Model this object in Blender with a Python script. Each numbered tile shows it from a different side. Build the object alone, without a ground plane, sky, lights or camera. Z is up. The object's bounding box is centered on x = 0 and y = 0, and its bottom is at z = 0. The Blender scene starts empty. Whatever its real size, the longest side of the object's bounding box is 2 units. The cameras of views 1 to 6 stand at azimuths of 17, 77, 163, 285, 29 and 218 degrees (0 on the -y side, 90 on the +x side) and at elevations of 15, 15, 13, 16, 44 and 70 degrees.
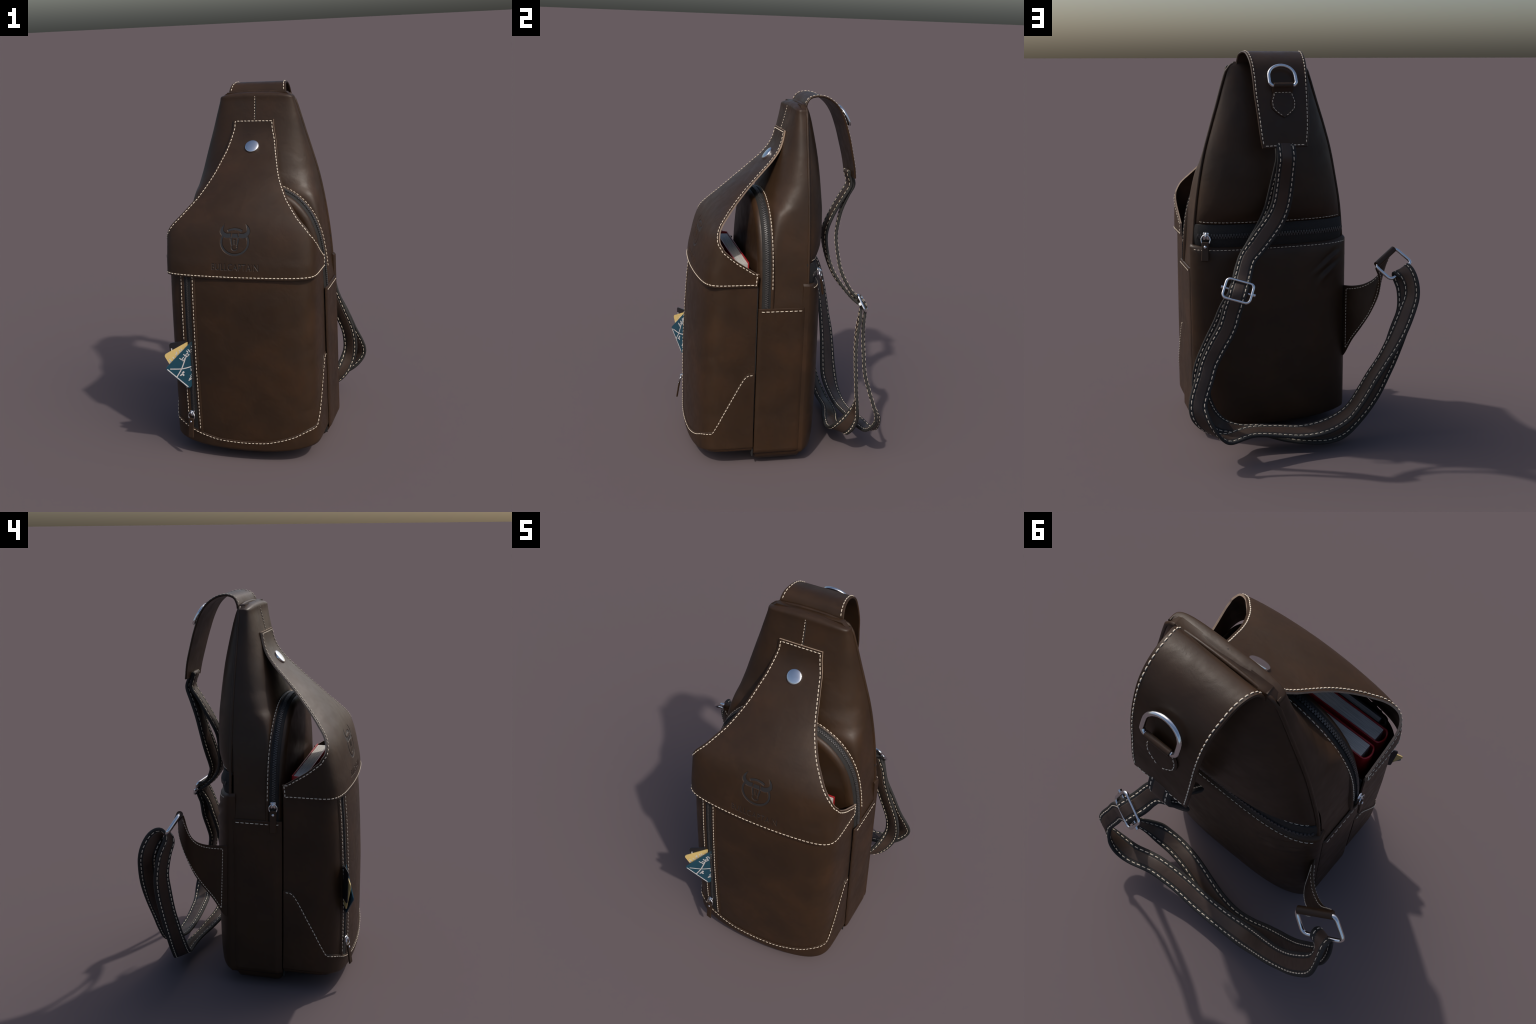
import bpy, bmesh, math, random
import numpy as np
from mathutils import Vector

random.seed(7)
RNG = np.random.default_rng(7)
X0 = 0.107            # the bag's own middle plane; the strap sticks out further on the other side

# ------------------------------------------------------------------ helpers
def V3(*a): return np.array(a, float)
def unit(v):
    v = np.asarray(v, float); n = np.linalg.norm(v, axis=-1, keepdims=True)
    return v / np.maximum(n, 1e-9)

def table(*pairs):
    p = sorted(pairs); xs = np.array([a for a, b in p], float); ys = np.array([b for a, b in p], float)
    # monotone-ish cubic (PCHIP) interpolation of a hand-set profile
    h = np.diff(xs); d = np.diff(ys) / h; m = np.zeros(len(xs))
    if len(xs) > 2:
        for i in range(1, len(xs) - 1):
            if d[i-1] * d[i] > 0:
                w1 = 2*h[i] + h[i-1]; w2 = h[i] + 2*h[i-1]
                m[i] = (w1 + w2) / (w1 / d[i-1] + w2 / d[i])
    m[0] = d[0]; m[-1] = d[-1]
    def f(x):
        x = np.clip(np.asarray(x, float), xs[0], xs[-1])
        i = np.clip(np.searchsorted(xs, x) - 1, 0, len(xs) - 2)
        t = (x - xs[i]) / h[i]
        return ((1+2*t)*(1-t)**2*ys[i] + t*(1-t)**2*h[i]*m[i] + t*t*(3-2*t)*ys[i+1] + t*t*(t-1)*h[i]*m[i+1])
    return f

def smooth(a, b, x):
    t = np.clip((np.asarray(x, float) - a) / (b - a), 0, 1); return t*t*(3-2*t)

def spline(pts, n, closed=False):
    """centripetal Catmull-Rom through pts, n samples evenly spaced by length"""
    P = np.array(pts, float)
    if closed: P = np.vstack([P[-1], P, P[0], P[1]])
    else: P = np.vstack([2*P[0]-P[1], P, 2*P[-1]-P[-2]])
    out = []
    for i in range(1, len(P) - 2):
        p0, p1, p2, p3 = P[i-1], P[i], P[i+1], P[i+2]
        t0 = 0; t1 = t0 + max(np.linalg.norm(p1-p0), 1e-6)**.5
        t2 = t1 + max(np.linalg.norm(p2-p1), 1e-6)**.5; t3 = t2 + max(np.linalg.norm(p3-p2), 1e-6)**.5
        for t in np.linspace(t1, t2, 24, endpoint=False):
            A1 = (t1-t)/(t1-t0)*p0 + (t-t0)/(t1-t0)*p1
            A2 = (t2-t)/(t2-t1)*p1 + (t-t1)/(t2-t1)*p2
            A3 = (t3-t)/(t3-t2)*p2 + (t-t2)/(t3-t2)*p3
            B1 = (t2-t)/(t2-t0)*A1 + (t-t0)/(t2-t0)*A2
            B2 = (t3-t)/(t3-t1)*A2 + (t-t1)/(t3-t1)*A3
            out.append((t2-t)/(t2-t1)*B1 + (t-t1)/(t2-t1)*B2)
    out.append(P[-2])
    return resample(np.array(out), n)

def resample(P, n):
    P = np.asarray(P, float)
    s = np.r_[0, np.cumsum(np.linalg.norm(np.diff(P, axis=0), axis=1))]
    q = np.linspace(0, s[-1], n)
    return np.stack([np.interp(q, s, P[:, k]) for k in range(P.shape[1])], 1)

ALL = {}
def new_obj(name, verts, faces, mat, parent=None, flat=False, fix=False, mats=None, idx=None, angle=None):
    me = bpy.data.meshes.new(name)
    me.from_pydata([tuple(map(float, v)) for v in verts], [], [tuple(map(int, f)) for f in faces])
    me.update()
    if fix:
        bm = bmesh.new(); bm.from_mesh(me); bmesh.ops.remove_doubles(bm, verts=bm.verts, dist=1e-6)
        bmesh.ops.recalc_face_normals(bm, faces=bm.faces); bm.to_mesh(me); bm.free()
    for m in (mats or [mat]): me.materials.append(m)
    if idx is not None: me.polygons.foreach_set('material_index', idx)
    me.polygons.foreach_set('use_smooth', [not flat] * len(me.polygons))
    if angle is not None and not flat:
        me.set_sharp_from_angle(angle=math.radians(angle))
    ob = bpy.data.objects.new(name, me); bpy.context.scene.collection.objects.link(ob)
    if parent is not None: ob.parent = parent
    return ob

def grid_faces(n, m, off=0, wrap=False):
    f = []
    for i in range(n-1):
        for j in range(m if wrap else m-1):
            a = off+i*m+j; b = off+i*m+(j+1) % m; f.append((a, b, b+m, a+m))
    return f

def grid_normals(P):
    du = np.gradient(P, axis=0); dv = np.gradient(P, axis=1)
    return unit(np.cross(du, dv))

def sheet(name, P, thick, mat, parent, toward=None, rim=None, round_rim=True, lining=None):
    """a thick leather sheet from a grid of outer-surface points; toward = a point on the inner side"""
    P = np.asarray(P, float); n, m, _ = P.shape
    N = grid_normals(P)
    if toward is not None:
        c = P.reshape(-1, 3).mean(0)
        if np.sum(N.reshape(-1, 3).mean(0) * (np.array(toward) - c)) > 0: N = -N
    Q = P - N * thick
    verts = np.vstack([P.reshape(-1, 3), Q.reshape(-1, 3)])
    F = grid_faces(n, m); k = len(F); G = [tuple(reversed([a + n*m for a in f])) for f in F]
    border = [i*m for i in range(n)] + [(n-1)*m+j for j in range(1, m)] + [i*m+m-1 for i in range(n-2, -1, -1)] + [j for j in range(m-2, 0, -1)]
    # rounded rim: a middle line pushed slightly outwards
    L = len(border); mid = []
    C = P.reshape(-1, 3); D = Q.reshape(-1, 3)
    for t in range(L):
        a = border[t]; p = (C[a] + D[a]) / 2
        tang = unit(C[border[(t+1) % L]] - C[border[t-1]]); out = np.cross(tang, unit(C[a]-D[a]))
        mid.append((p, out))
    cen = C.mean(0)
    sgn = np.sign(sum(np.dot(o, p - cen) for p, o in mid)) or 1
    mv = np.array([p + sgn*o*thick*(0.35 if round_rim else 0) for p, o in mid])
    base = len(verts); verts = np.vstack([verts, mv]); R = []
    for t in range(L):
        a, b = border[t], border[(t+1) % L]; c, d = base+t, base+(t+1) % L
        R.append((a, c, d, b)); R.append((c, a+n*m, b+n*m, d))
    faces = F + G + R
    mats = [mat, rim or mat, lining or mat]
    idx = [0]*k + [2]*k + [1]*len(R)
    ob = new_obj(name, verts, faces, None, parent, mats=mats, idx=idx)
    bm = bmesh.new(); bm.from_mesh(ob.data); bmesh.ops.recalc_face_normals(bm, faces=bm.faces); bm.to_mesh(ob.data); bm.free()
    ob.data.set_sharp_from_angle(angle=math.radians(50))
    return ob

def tube(name, path, r, mat, parent, closed=False, sides=12, caps=True):
    P = np.asarray(path, float); n = len(P)
    if closed: T = unit(np.roll(P, -1, 0) - np.roll(P, 1, 0))
    else: T = unit(np.gradient(P, axis=0))
    up = V3(0, 0, 1) if abs(T[0][2]) < .9 else V3(1, 0, 0)
    nrm = unit(np.cross(T[0], up)); rings = []
    r = np.broadcast_to(np.asarray(r, float), (n,))
    for i in range(n):
        nrm = unit(nrm - T[i]*np.dot(nrm, T[i])); b = np.cross(T[i], nrm)
        rings.append([P[i] + r[i]*(math.cos(a)*nrm + math.sin(a)*b) for a in np.linspace(0, 2*math.pi, sides, endpoint=False)])
    verts = np.array(rings).reshape(-1, 3); F = grid_faces(n, sides, wrap=True)
    if closed:
        # match the seam by the nearest rotation
        a0 = verts[(n-1)*sides:]; k = int(np.argmin([np.linalg.norm(a0[0]-verts[j]) for j in range(sides)]))
        for j in range(sides):
            F.append(((n-1)*sides+j, (n-1)*sides+(j+1) % sides, (j+1+k) % sides, (j+k) % sides))
    elif caps:
        F.append(tuple(range(sides-1, -1, -1))); F.append(tuple((n-1)*sides+j for j in range(sides)))
    return new_obj(name, verts, F, mat, parent, fix=True, angle=60)

def box_verts(c, ex, ey, ez):
    c, ex, ey, ez = map(lambda v: np.asarray(v, float), (c, ex, ey, ez))
    v = [c+sx*ex+sy*ey+sz*ez for sx in (-1, 1) for sy in (-1, 1) for sz in (-1, 1)]
    f = [(0, 1, 3, 2), (4, 6, 7, 5), (0, 4, 5, 1), (2, 3, 7, 6), (0, 2, 6, 4), (1, 5, 7, 3)]
    return v, f

def bevel(ob, w, seg=3, angle=30):
    m = ob.modifiers.new('b', 'BEVEL'); m.width = w; m.segments = seg; m.limit_method = 'ANGLE'; m.angle_limit = math.radians(angle)
    dg = bpy.context.evaluated_depsgraph_get(); me = bpy.data.meshes.new_from_object(ob.evaluated_get(dg))
    old = ob.data; ob.modifiers.clear(); ob.data = me; me.name = old.name
    me.polygons.foreach_set('use_smooth', [True]*len(me.polygons)); me.set_sharp_from_angle(angle=math.radians(40))
    return ob

def box(name, c, ex, ey, ez, mat, parent, bev=0.0):
    v, f = box_verts(c, ex, ey, ez)
    ob = new_obj(name, v, f, mat, parent, flat=bev == 0, fix=True)
    if bev: bevel(ob, bev)
    return ob

class Bits:
    """gathers many small pieces into one mesh"""
    def __init__(s): s.v = []; s.f = []; s.n = 0
    def add(s, v, f):
        s.v.extend(v); s.f.extend([tuple(i+s.n for i in q) for q in f]); s.n += len(v)
    def build(s, name, mat, parent, flat=False):
        ob = new_obj(name, s.v, s.f, mat, parent, flat=flat, fix=False); ob['kind'] = 'stuff'; return ob

def add_stitches(bits, path, normals, pitch=0.0195, length=0.0135, w=0.0042, lift=0.0012, h=0.0028):
    P = np.asarray(path, float); s = np.r_[0, np.cumsum(np.linalg.norm(np.diff(P, axis=0), axis=1))]
    N = np.asarray(normals, float)
    if N.ndim == 1: N = np.broadcast_to(N, P.shape)
    cnt = max(1, int(round(s[-1] / pitch))); step = s[-1] / cnt
    at = lambda q, A: np.array([np.interp(q, s, A[:, k]) for k in range(3)])
    for i in range(cnt):
        q = (i + .5)*step; L = length*step/pitch*(1 + RNG.uniform(-.09, .09))
        n = unit(at(q, N)); rows = []
        sk = RNG.uniform(-.07, .07)
        for u, r in ((-.5, .35), (-.4, .9), (0, 1), (.4, .9), (.5, .35)):
            c = at(min(max(q + u*L, 0), s[-1]), P)
            t = unit(at(min(q+.004, s[-1]), P) - at(max(q-.004, 0), P)); b = np.cross(n, t)
            c = c + n*(lift + (.0010 if u == 0 else (0 if abs(u) < .45 else -.0012))) + b*u*L*sk
            rows += [c + r*(math.cos(a)*b*w/2 + math.sin(a)*n*h/2) for a in np.linspace(0, 2*math.pi, 6, endpoint=False)]
        f = grid_faces(5, 6, wrap=True) + [tuple(range(5, -1, -1)), tuple(24+j for j in range(6))]
        bits.add(rows, f)

def add_teeth(bits, path, normals, pitch=0.0125, tw=0.008, th=0.004):
    """two interlocking rows of zip teeth along a path lying on a surface"""
    P = np.asarray(path, float); s = np.r_[0, np.cumsum(np.linalg.norm(np.diff(P, axis=0), axis=1))]
    N = np.asarray(normals, float)
    if N.ndim == 1: N = np.broadcast_to(N, P.shape)
    at = lambda q, A: np.array([np.interp(q, s, A[:, k]) for k in range(3)])
    cnt = int(s[-1]/pitch)
    for i in range(cnt):
        for side in (-1, 1):
            q = (i + .5 + .25*side)*pitch
            n = unit(at(q, N)); t = unit(at(min(q+.004, s[-1]), P)-at(max(q-.004, 0), P)); b = np.cross(n, t)
            c = at(q, P)
            v = []
            for u, wd in ((-.15, .16), (.45, .32), (1, .30)):      # head, neck, shoulder across the tape
                for k in (0, 1):
                    for e in (-1, 1):
                        v.append(c + side*b*tw*u + t*e*wd*pitch + n*(th*(1 if k else -.2)*(1 if u < .9 else .8)))
            f = [(0, 2, 3, 1), (8, 9, 11, 10)]
            for r in (0, 4):
                f += [(r, r+1, r+5, r+4), (r+2, r+6, r+7, r+3), (r, r+4, r+6, r+2), (r+1, r+3, r+7, r+5)]
            if side < 0: f = [tuple(reversed(q2)) for q2 in f]
            bits.add(v, f)

def text_mesh(body, size):
    cu = bpy.data.curves.new('txt', 'FONT'); cu.body = body; cu.size = size; cu.extrude = 0.0; cu.resolution_u = 6
    cu.space_character = 1.08
    ob = bpy.data.objects.new('txt', cu); bpy.context.scene.collection.objects.link(ob)
    dg = bpy.context.evaluated_depsgraph_get(); me = bpy.data.meshes.new_from_object(ob.evaluated_get(dg))
    v = np.array([p.co[:] for p in me.vertices]); f = [tuple(p.vertices) for p in me.polygons]
    bpy.data.objects.remove(ob); bpy.data.meshes.remove(me); bpy.data.curves.remove(cu)
    return v, f

# ------------------------------------------------------------------ materials
def node_mat(name):
    m = bpy.data.materials.new(name); m.use_nodes = True; nt = m.node_tree; nt.nodes.clear()
    out = nt.nodes.new('ShaderNodeOutputMaterial'); b = nt.nodes.new('ShaderNodeBsdfPrincipled')
    nt.links.new(b.outputs[0], out.inputs[0])
    tc = nt.nodes.new('ShaderNodeTexCoord')
    return m, nt, b, tc.outputs['Object']

def noise(nt, vec, scale, detail=3, rough=.55, dist=0.0, stretch=None):
    if stretch:
        mp = nt.nodes.new('ShaderNodeMapping'); mp.inputs['Scale'].default_value = stretch; nt.links.new(vec, mp.inputs[0]); vec = mp.outputs[0]
    n = nt.nodes.new('ShaderNodeTexNoise'); n.inputs['Scale'].default_value = scale; n.inputs['Detail'].default_value = detail
    n.inputs['Roughness'].default_value = rough; n.inputs['Distortion'].default_value = dist
    nt.links.new(vec, n.inputs['Vector']); return n.outputs['Fac']

def ramp(nt, fac, stops):
    r = nt.nodes.new('ShaderNodeValToRGB'); el = r.color_ramp.elements
    while len(el) < len(stops): el.new(.5)
    for e, (p, c) in zip(el, stops): e.position = p; e.color = (*c, 1) if len(c) == 3 else c
    nt.links.new(fac, r.inputs[0]); return r.outputs[0]

def mixc(nt, fac, a, b, mode='MIX'):
    m = nt.nodes.new('ShaderNodeMix'); m.data_type = 'RGBA'; m.blend_type = mode
    if isinstance(fac, float): m.inputs[0].default_value = fac
    else: nt.links.new(fac, m.inputs[0])
    for sock, v in ((m.inputs[6], a), (m.inputs[7], b)):
        if isinstance(v, tuple): sock.default_value = (*v, 1)
        else: nt.links.new(v, sock)
    return m.outputs[2]

def bump(nt, b, hs, strength=.2, dist=.002):
    prev = None
    for h, st, d in hs:
        n = nt.nodes.new('ShaderNodeBump'); n.inputs['Strength'].default_value = st; n.inputs['Distance'].default_value = d
        nt.links.new(h, n.inputs['Height'])
        if prev: nt.links.new(prev, n.inputs['Normal'])
        prev = n.outputs[0]
    nt.links.new(prev, b.inputs['Normal'])

def leather(name, dark, mid, warm, rough=.5, grain=1.0, stretch=None, spec=.4):
    m, nt, b, oc = node_mat(name)
    big = noise(nt, oc, 4.2, 3, .5, .3)
    c = ramp(nt, big, [(.28, dark), (.5, mid), (.76, warm)])
    fine = noise(nt, oc, 38, 5, .65, .2, stretch)
    c = mixc(nt, ramp(nt, fine, [(.35, (0, 0, 0)), (.7, (.35, .35, .35))]), c, tuple(x*.78 for x in mid))
    nt.links.new(c, b.inputs['Base Color'])
    rr = ramp(nt, noise(nt, oc, 16, 3), [(.3, (rough-.06,)*3), (.7, (rough+.07,)*3)])
    nt.links.new(rr, b.inputs['Roughness']); b.inputs['Specular IOR Level'].default_value = spec
    vo = nt.nodes.new('ShaderNodeTexVoronoi'); vo.inputs['Scale'].default_value = 330; nt.links.new(oc, vo.inputs['Vector'])
    bump(nt, b, [(noise(nt, oc, 9, 3, .5, .4), .25*grain, .012), (fine, .25*grain, .0015), (vo.outputs['Distance'], .10*grain, .0006)])
    return m

def plain(name, col, rough=.5, metal=0.0, var=.12, scale=60, spec=.5, bmp=.1):
    m, nt, b, oc = node_mat(name)
    f = noise(nt, oc, scale, 4)
    nt.links.new(ramp(nt, f, [(.3, tuple(x*(1-var) for x in col)), (.7, tuple(min(1, x*(1+var)) for x in col))]), b.inputs['Base Color'])
    b.inputs['Roughness'].default_value = rough; b.inputs['Metallic'].default_value = metal; b.inputs['Specular IOR Level'].default_value = spec
    if bmp: bump(nt, b, [(f, bmp, .001)])
    return m

def webbing_mat(name, col):
    m, nt, b, oc = node_mat(name)
    w = nt.nodes.new('ShaderNodeTexNoise'); w.inputs['Scale'].default_value = 260; nt.links.new(oc, w.inputs['Vector'])
    nt.links.new(ramp(nt, w.outputs['Fac'], [(.3, tuple(x*.75 for x in col)), (.7, tuple(x*1.25 for x in col))]), b.inputs['Base Color'])
    b.inputs['Roughness'].default_value = .75; b.inputs['Specular IOR Level'].default_value = .3
    bump(nt, b, [(w.outputs['Fac'], .3, .0015)])
    return m

BROWN = leather('brown_leather', (.0245, .0128, .0064), (.0320, .0162, .0075), (.0455, .0210, .0088), rough=.47, spec=.30)
STRAPL = leather('strap_leather', (.034, .021, .015), (.044, .027, .019), (.058, .033, .022), rough=.55, grain=1.4)
RAW = plain('raw_leather_edge', (.30, .215, .155), .75, var=.15, scale=90)
LINING = plain('dark_lining', (.012, .011, .011), .85, var=.2, scale=150)
BLACKW = webbing_mat('black_webbing', (.0215, .0205, .0195))
TAPE = webbing_mat('zip_tape', (.0175, .0165, .0158))
TOOTH = plain('zip_teeth', (.040, .037, .036), .45, var=.2, scale=200)
THREAD = plain('cream_thread', (.66, .565, .445), .7, var=.15, scale=300, spec=.2)
STEEL = plain('polished_steel', (.70, .71, .73), .16, 1.0, var=.04, scale=30, bmp=.02)
EMBOSS = plain('stamped_leather', (.0205, .0190, .0190), .42, var=.12, scale=80)
RED = plain('red_cover', (.30, .008, .012), .4, var=.1, scale=25)
DARKCOVER = plain('dark_cover', (.020, .014, .011), .5, var=.15)
BLUE = plain('blue_plastic', (.010, .055, .085), .3, var=.08, scale=15, bmp=.0)
GOLD = plain('gold_plastic', (.62, .45, .17), .35, var=.08, scale=15, bmp=.0)
BLACKP = plain('black_plastic', (.012, .012, .014), .3, var=.08, scale=15, bmp=.0)
SILVER = plain('silver_print', (.72, .70, .69), .38, .35, var=.2, scale=160)

def paper_mat():
    m, nt, b, oc = node_mat('paper_edges')
    f = noise(nt, oc, 10, 3, .6, 0, (1, 55, 1))
    nt.links.new(ramp(nt, f, [(.35, (.34, .33, .31)), (.65, (.60, .58, .54))]), b.inputs['Base Color'])
    b.inputs['Roughness'].default_value = .8; bump(nt, b, [(f, .5, .002)])
    return m
PAPER = paper_mat()

def empty(name, label, cat, loc=(0, 0, 0)):
    e = bpy.data.objects.new(name, None); e.empty_display_size = .1; e.location = loc
    bpy.context.scene.collection.objects.link(e); e['label'] = label; e['category'] = cat
    return e

BAG = empty('sling_bag', 'dark brown leather chest sling bag with cream stitching', 'bag')

# ------------------------------------------------------------------ main body
W = table((-.05, .408), (.1, .408), (.9, .408), (1.0, .399), (1.15, .387), (1.27, .373), (1.39, .354), (1.51, .329), (1.64, .292), (1.74, .262), (1.84, .233), (1.93, .205), (1.96, .197))
YF = table((-.05, -.185), (.86, -.185), (.93, -.12), (1.42, -.12), (1.48, -.114), (1.55, -.092), (1.65, -.056), (1.8, -.011), (1.93, .022), (1.96, .028))
NN = table((0, 30), (1.2, 26), (1.32, 13), (1.40, 6.5), (1.453, 3.3), (1.55, 2.35), (1.7, 2.5), (1.85, 3.6), (1.93, 5.5), (1.96, 6))
YB = .072

def body_section(z, m=81):
    n = float(NN(z)); w = float(W(z)); d = YB - float(YF(z)); t = np.linspace(0, math.pi, m)
    c, s = np.cos(t), np.sin(t)
    x = X0 + w*np.sign(c)*np.abs(c)**(2/n); y = YB - d*np.abs(s)**(2/n)
    return np.stack([x, y, np.full(m, z)], 1)

rows = []
for f, z in ((.3, .015), (.8, .02), (.93, .035), (.98, .06)):
    s = body_section(.1); c = V3(X0, -.06, 0); q = c + (s - c)*f; q[:, 2] = z; rows.append(q)
for z in np.r_[np.linspace(.1, .9, 9), np.linspace(.92, 1.905, 72)]: rows.append(body_section(z))
# rounded top, crowned in the middle
base = body_section(1.912)
for a in np.linspace(.1, 1, 12)*math.pi/2:
    q = base.copy(); u = np.abs(q[:, 0]-X0)/.21
    q[:, 0] = X0 + (q[:, 0]-X0)*(1 - .05*(1-math.cos(a)))
    q[:, 1] = q[:, 1] + (np.maximum(q[:, 1], .055)-q[:, 1])*(1-math.cos(a))**1.5
    q[:, 2] = 1.912 + (.019 + .021*np.clip(1-u**3, 0, 1))*math.sin(a)**.75; rows.append(q)
q = rows[-1].copy(); q[:, 1] = YB; q[:, 2] -= .004; rows.append(q)
P = np.array(rows); n, m, _ = P.shape
verts = P.reshape(-1, 3); faces = grid_faces(n, m) + [(i*m, (i+1)*m, (i+1)*m+m-1, i*m+m-1) for i in range(n-1)]
new_obj('main_compartment', verts, faces, BROWN, BAG, fix=True, angle=70)

def body_front(x, z):
    n = float(NN(z)); w = float(W(z)); d = YB-float(YF(z)); u = min(abs(x-X0)/w, .999)
    return YB - d*(1-u**n)**(1/n)

# centre seam from the top edge down to the flap
zz = np.linspace(1.9505, 1.80, 40)
path = np.array([[X0+.003, (body_front(X0, z) - .0005) if z <= 1.912 else float(YF(1.912)) + (.055-float(YF(1.912)))*(1-math.sqrt(max(0, 1-((z-1.912)/.04)**2))) - .0005, z] for z in zz])
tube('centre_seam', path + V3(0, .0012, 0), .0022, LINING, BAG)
seam_bits = Bits(); add_stitches(seam_bits, path[4:] + V3(-.0045, 0, 0), V3(0, -1, .1), pitch=.0155, length=.0095, w=.003)

# piping between side gusset and padded back
zz = np.r_[np.linspace(.95, 1.9, 60)]
side = np.stack([W(zz) - .001, np.full(60, .077), zz], 1)
top = [(.2, .078, 1.918), (.186, .078, 1.933), (.15, .078, 1.941), (.08, .078, 1.949), (0, .078, 1.951)]
half = np.vstack([side, spline(np.vstack([side[-1], top]), 30)[1:]])
full = np.vstack([half, (half*[-1, 1, 1])[::-1][1:]]) + V3(X0, 0, 0)
tube('piping', full, .0075, BROWN, BAG, sides=10)

# lower side and bottom band: one U-shaped leather strip, proud of the body
def u_band(half_w, z_top, r, sag, n_side=24):
    pts = [(half_w-.002, z) for z in np.linspace(z_top, 0.072+r, n_side)]
    cz = .070 + r
    for a in np.linspace(0, math.pi/2, 12): pts.append((half_w - r + r*math.cos(a)-.002*0, cz - r*math.sin(a)))
    xb = half_w - r; zb = cz - r
    for t in np.linspace(0, 1, 14)[1:]: pts.append((xb*(1-t), zb - sag*(1-(1-t)**2)))
    pts = np.array(pts); other = pts[::-1][1:]*[-1, 1]
    return np.vstack([pts, other])
U = resample(u_band(.418, .912, .030, .050), 150)
ys = np.linspace(-.187, .060, 26)
inw = lambda y: .0035*(1-np.clip(min(y+.187, .060-y)/.02, 0, 1))**2
G = np.zeros((150, 26, 3))
nu = unit(np.gradient(U, axis=0)); nrm2 = np.stack([nu[:, 1], -nu[:, 0]], 1)
if nrm2[5, 0] < 0: nrm2 = -nrm2
for j, y in enumerate(ys):
    Q = U - nrm2*inw(y); G[:, j, 0] = X0 + Q[:, 0]; G[:, j, 1] = y; G[:, j, 2] = Q[:, 1]
sheet('lower_gusset', G, .009, BROWN, BAG, toward=(X0, -.06, .5))
stitches = Bits()
for sx in (-1, 1):
    p = np.array([[X0+sx*.418, y, .899] for y in np.linspace(-.176, .050, 30)])
    add_stitches(stitches, p, V3(sx, 0, 0), pitch=.026, length=.019, w=.0046)

# ------------------------------------------------------------------ padded back: upper panel, zip, lower pocket
def pillow(name, zs, wf, bf, nexp, mexp, y0, mat, back=.03, m=121):
    rows = []
    for z in zs:
        w = float(wf(z)); B = float(bf(z)); t = np.linspace(-1, 1, m); u = np.sign(t)*(1-(1-np.abs(t))**1.8)
        y = y0 + B*np.clip(1-np.abs(u)**nexp, 0, 1)**(1/mexp)
        row = np.stack([X0+u*w, y, np.full(m, z)], 1)
        row = np.vstack([[X0-w*.985, y0-back, z], row, [X0+w*.985, y0-back, z]]); rows.append(row)
    P = np.array(rows); n, m2, _ = P.shape
    f = grid_faces(n, m2) + [tuple(range(m2)), tuple(reversed(range((n-1)*m2, n*m2)))]
    f += [(i*m2, i*m2+m2-1, (i+1)*m2+m2-1, (i+1)*m2) for i in range(n-1)]
    return new_obj(name, P.reshape(-1, 3), f, mat, BAG, fix=True, angle=60)

BU = table((1.128, .0), (1.131, .040), (1.140, .068), (1.155, .088), (1.18, .106), (1.22, .121), (1.30, .128), (1.39, .127), (1.49, .118), (1.65, .099), (1.81, .066), (1.90, .040), (1.93, .024), (1.945, .012), (1.950, .0))
WU = lambda z: W(z) - .006 - .008*smooth(1.15, 1.128, z) - .022*smooth(1.925, 1.950, z)
pillow('back_panel', np.r_[np.linspace(1.128, 1.16, 12), np.linspace(1.17, 1.9, 50), np.linspace(1.905, 1.950, 14)], WU, BU, 2.8, 1.5, .080, BROWN)
BP = table((.072, .0), (.075, .035), (.081, .064), (.092, .085), (.12, .098), (.25, .110), (.5, .114), (.8, .112), (.95, .106), (1.005, .098), (1.03, .076), (1.040, .046), (1.043, .0))
WP = lambda z: .414 - .018*(1-np.sqrt(np.clip(1-(np.clip((.100-z)/.04, 0, 1))**2, 0, 1))) - .008*smooth(1.03, 1.043, z)
BPK = pillow('back_pocket', np.r_[np.linspace(.072, .14, 18), np.linspace(.16, .98, 110), np.linspace(.985, 1.043, 16)], WP, BP, 3.6, 1.7, .080, BROWN)
co = np.empty(len(BPK.data.vertices)*3, 'f'); BPK.data.vertices.foreach_get('co', co); co = co.reshape(-1, 3)
uu = np.clip(np.abs(co[:, 0]-X0)/.414, 0, 1)
co[:, 2] -= .034*(1-uu**2.2)*smooth(.30, .075, co[:, 2])                      # the bottom sags in the middle
face = smooth(.10, .13, co[:, 1])
for px, pz, ang, ln, wd, am in ((-.185, .925, 38, .085, .012, .0065), (-.205, .880, 32, .075, .013, .006), (-.165, .845, 48, .06, .012, .004), (-.235, .955, 25, .05, .010, .004)):
    ca, sa = math.cos(math.radians(ang)), math.sin(math.radians(ang)); dx, dz = co[:, 0]-px, co[:, 2]-pz
    al, ac = dx*-ca + dz*sa, dx*sa + dz*ca
    co[:, 1] += face*am*np.exp(-(al/ln)**2)*(np.exp(-(ac/wd)**2) - .8*np.exp(-((ac-1.6*wd)/wd)**2))
BPK.data.vertices.foreach_set('co', co.ravel()); BPK.data.update()
def back_y(u, B, nexp, mexp, y0): return y0 + B*np.clip(1-np.abs(u)**nexp, 0, 1)**(1/mexp)
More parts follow.
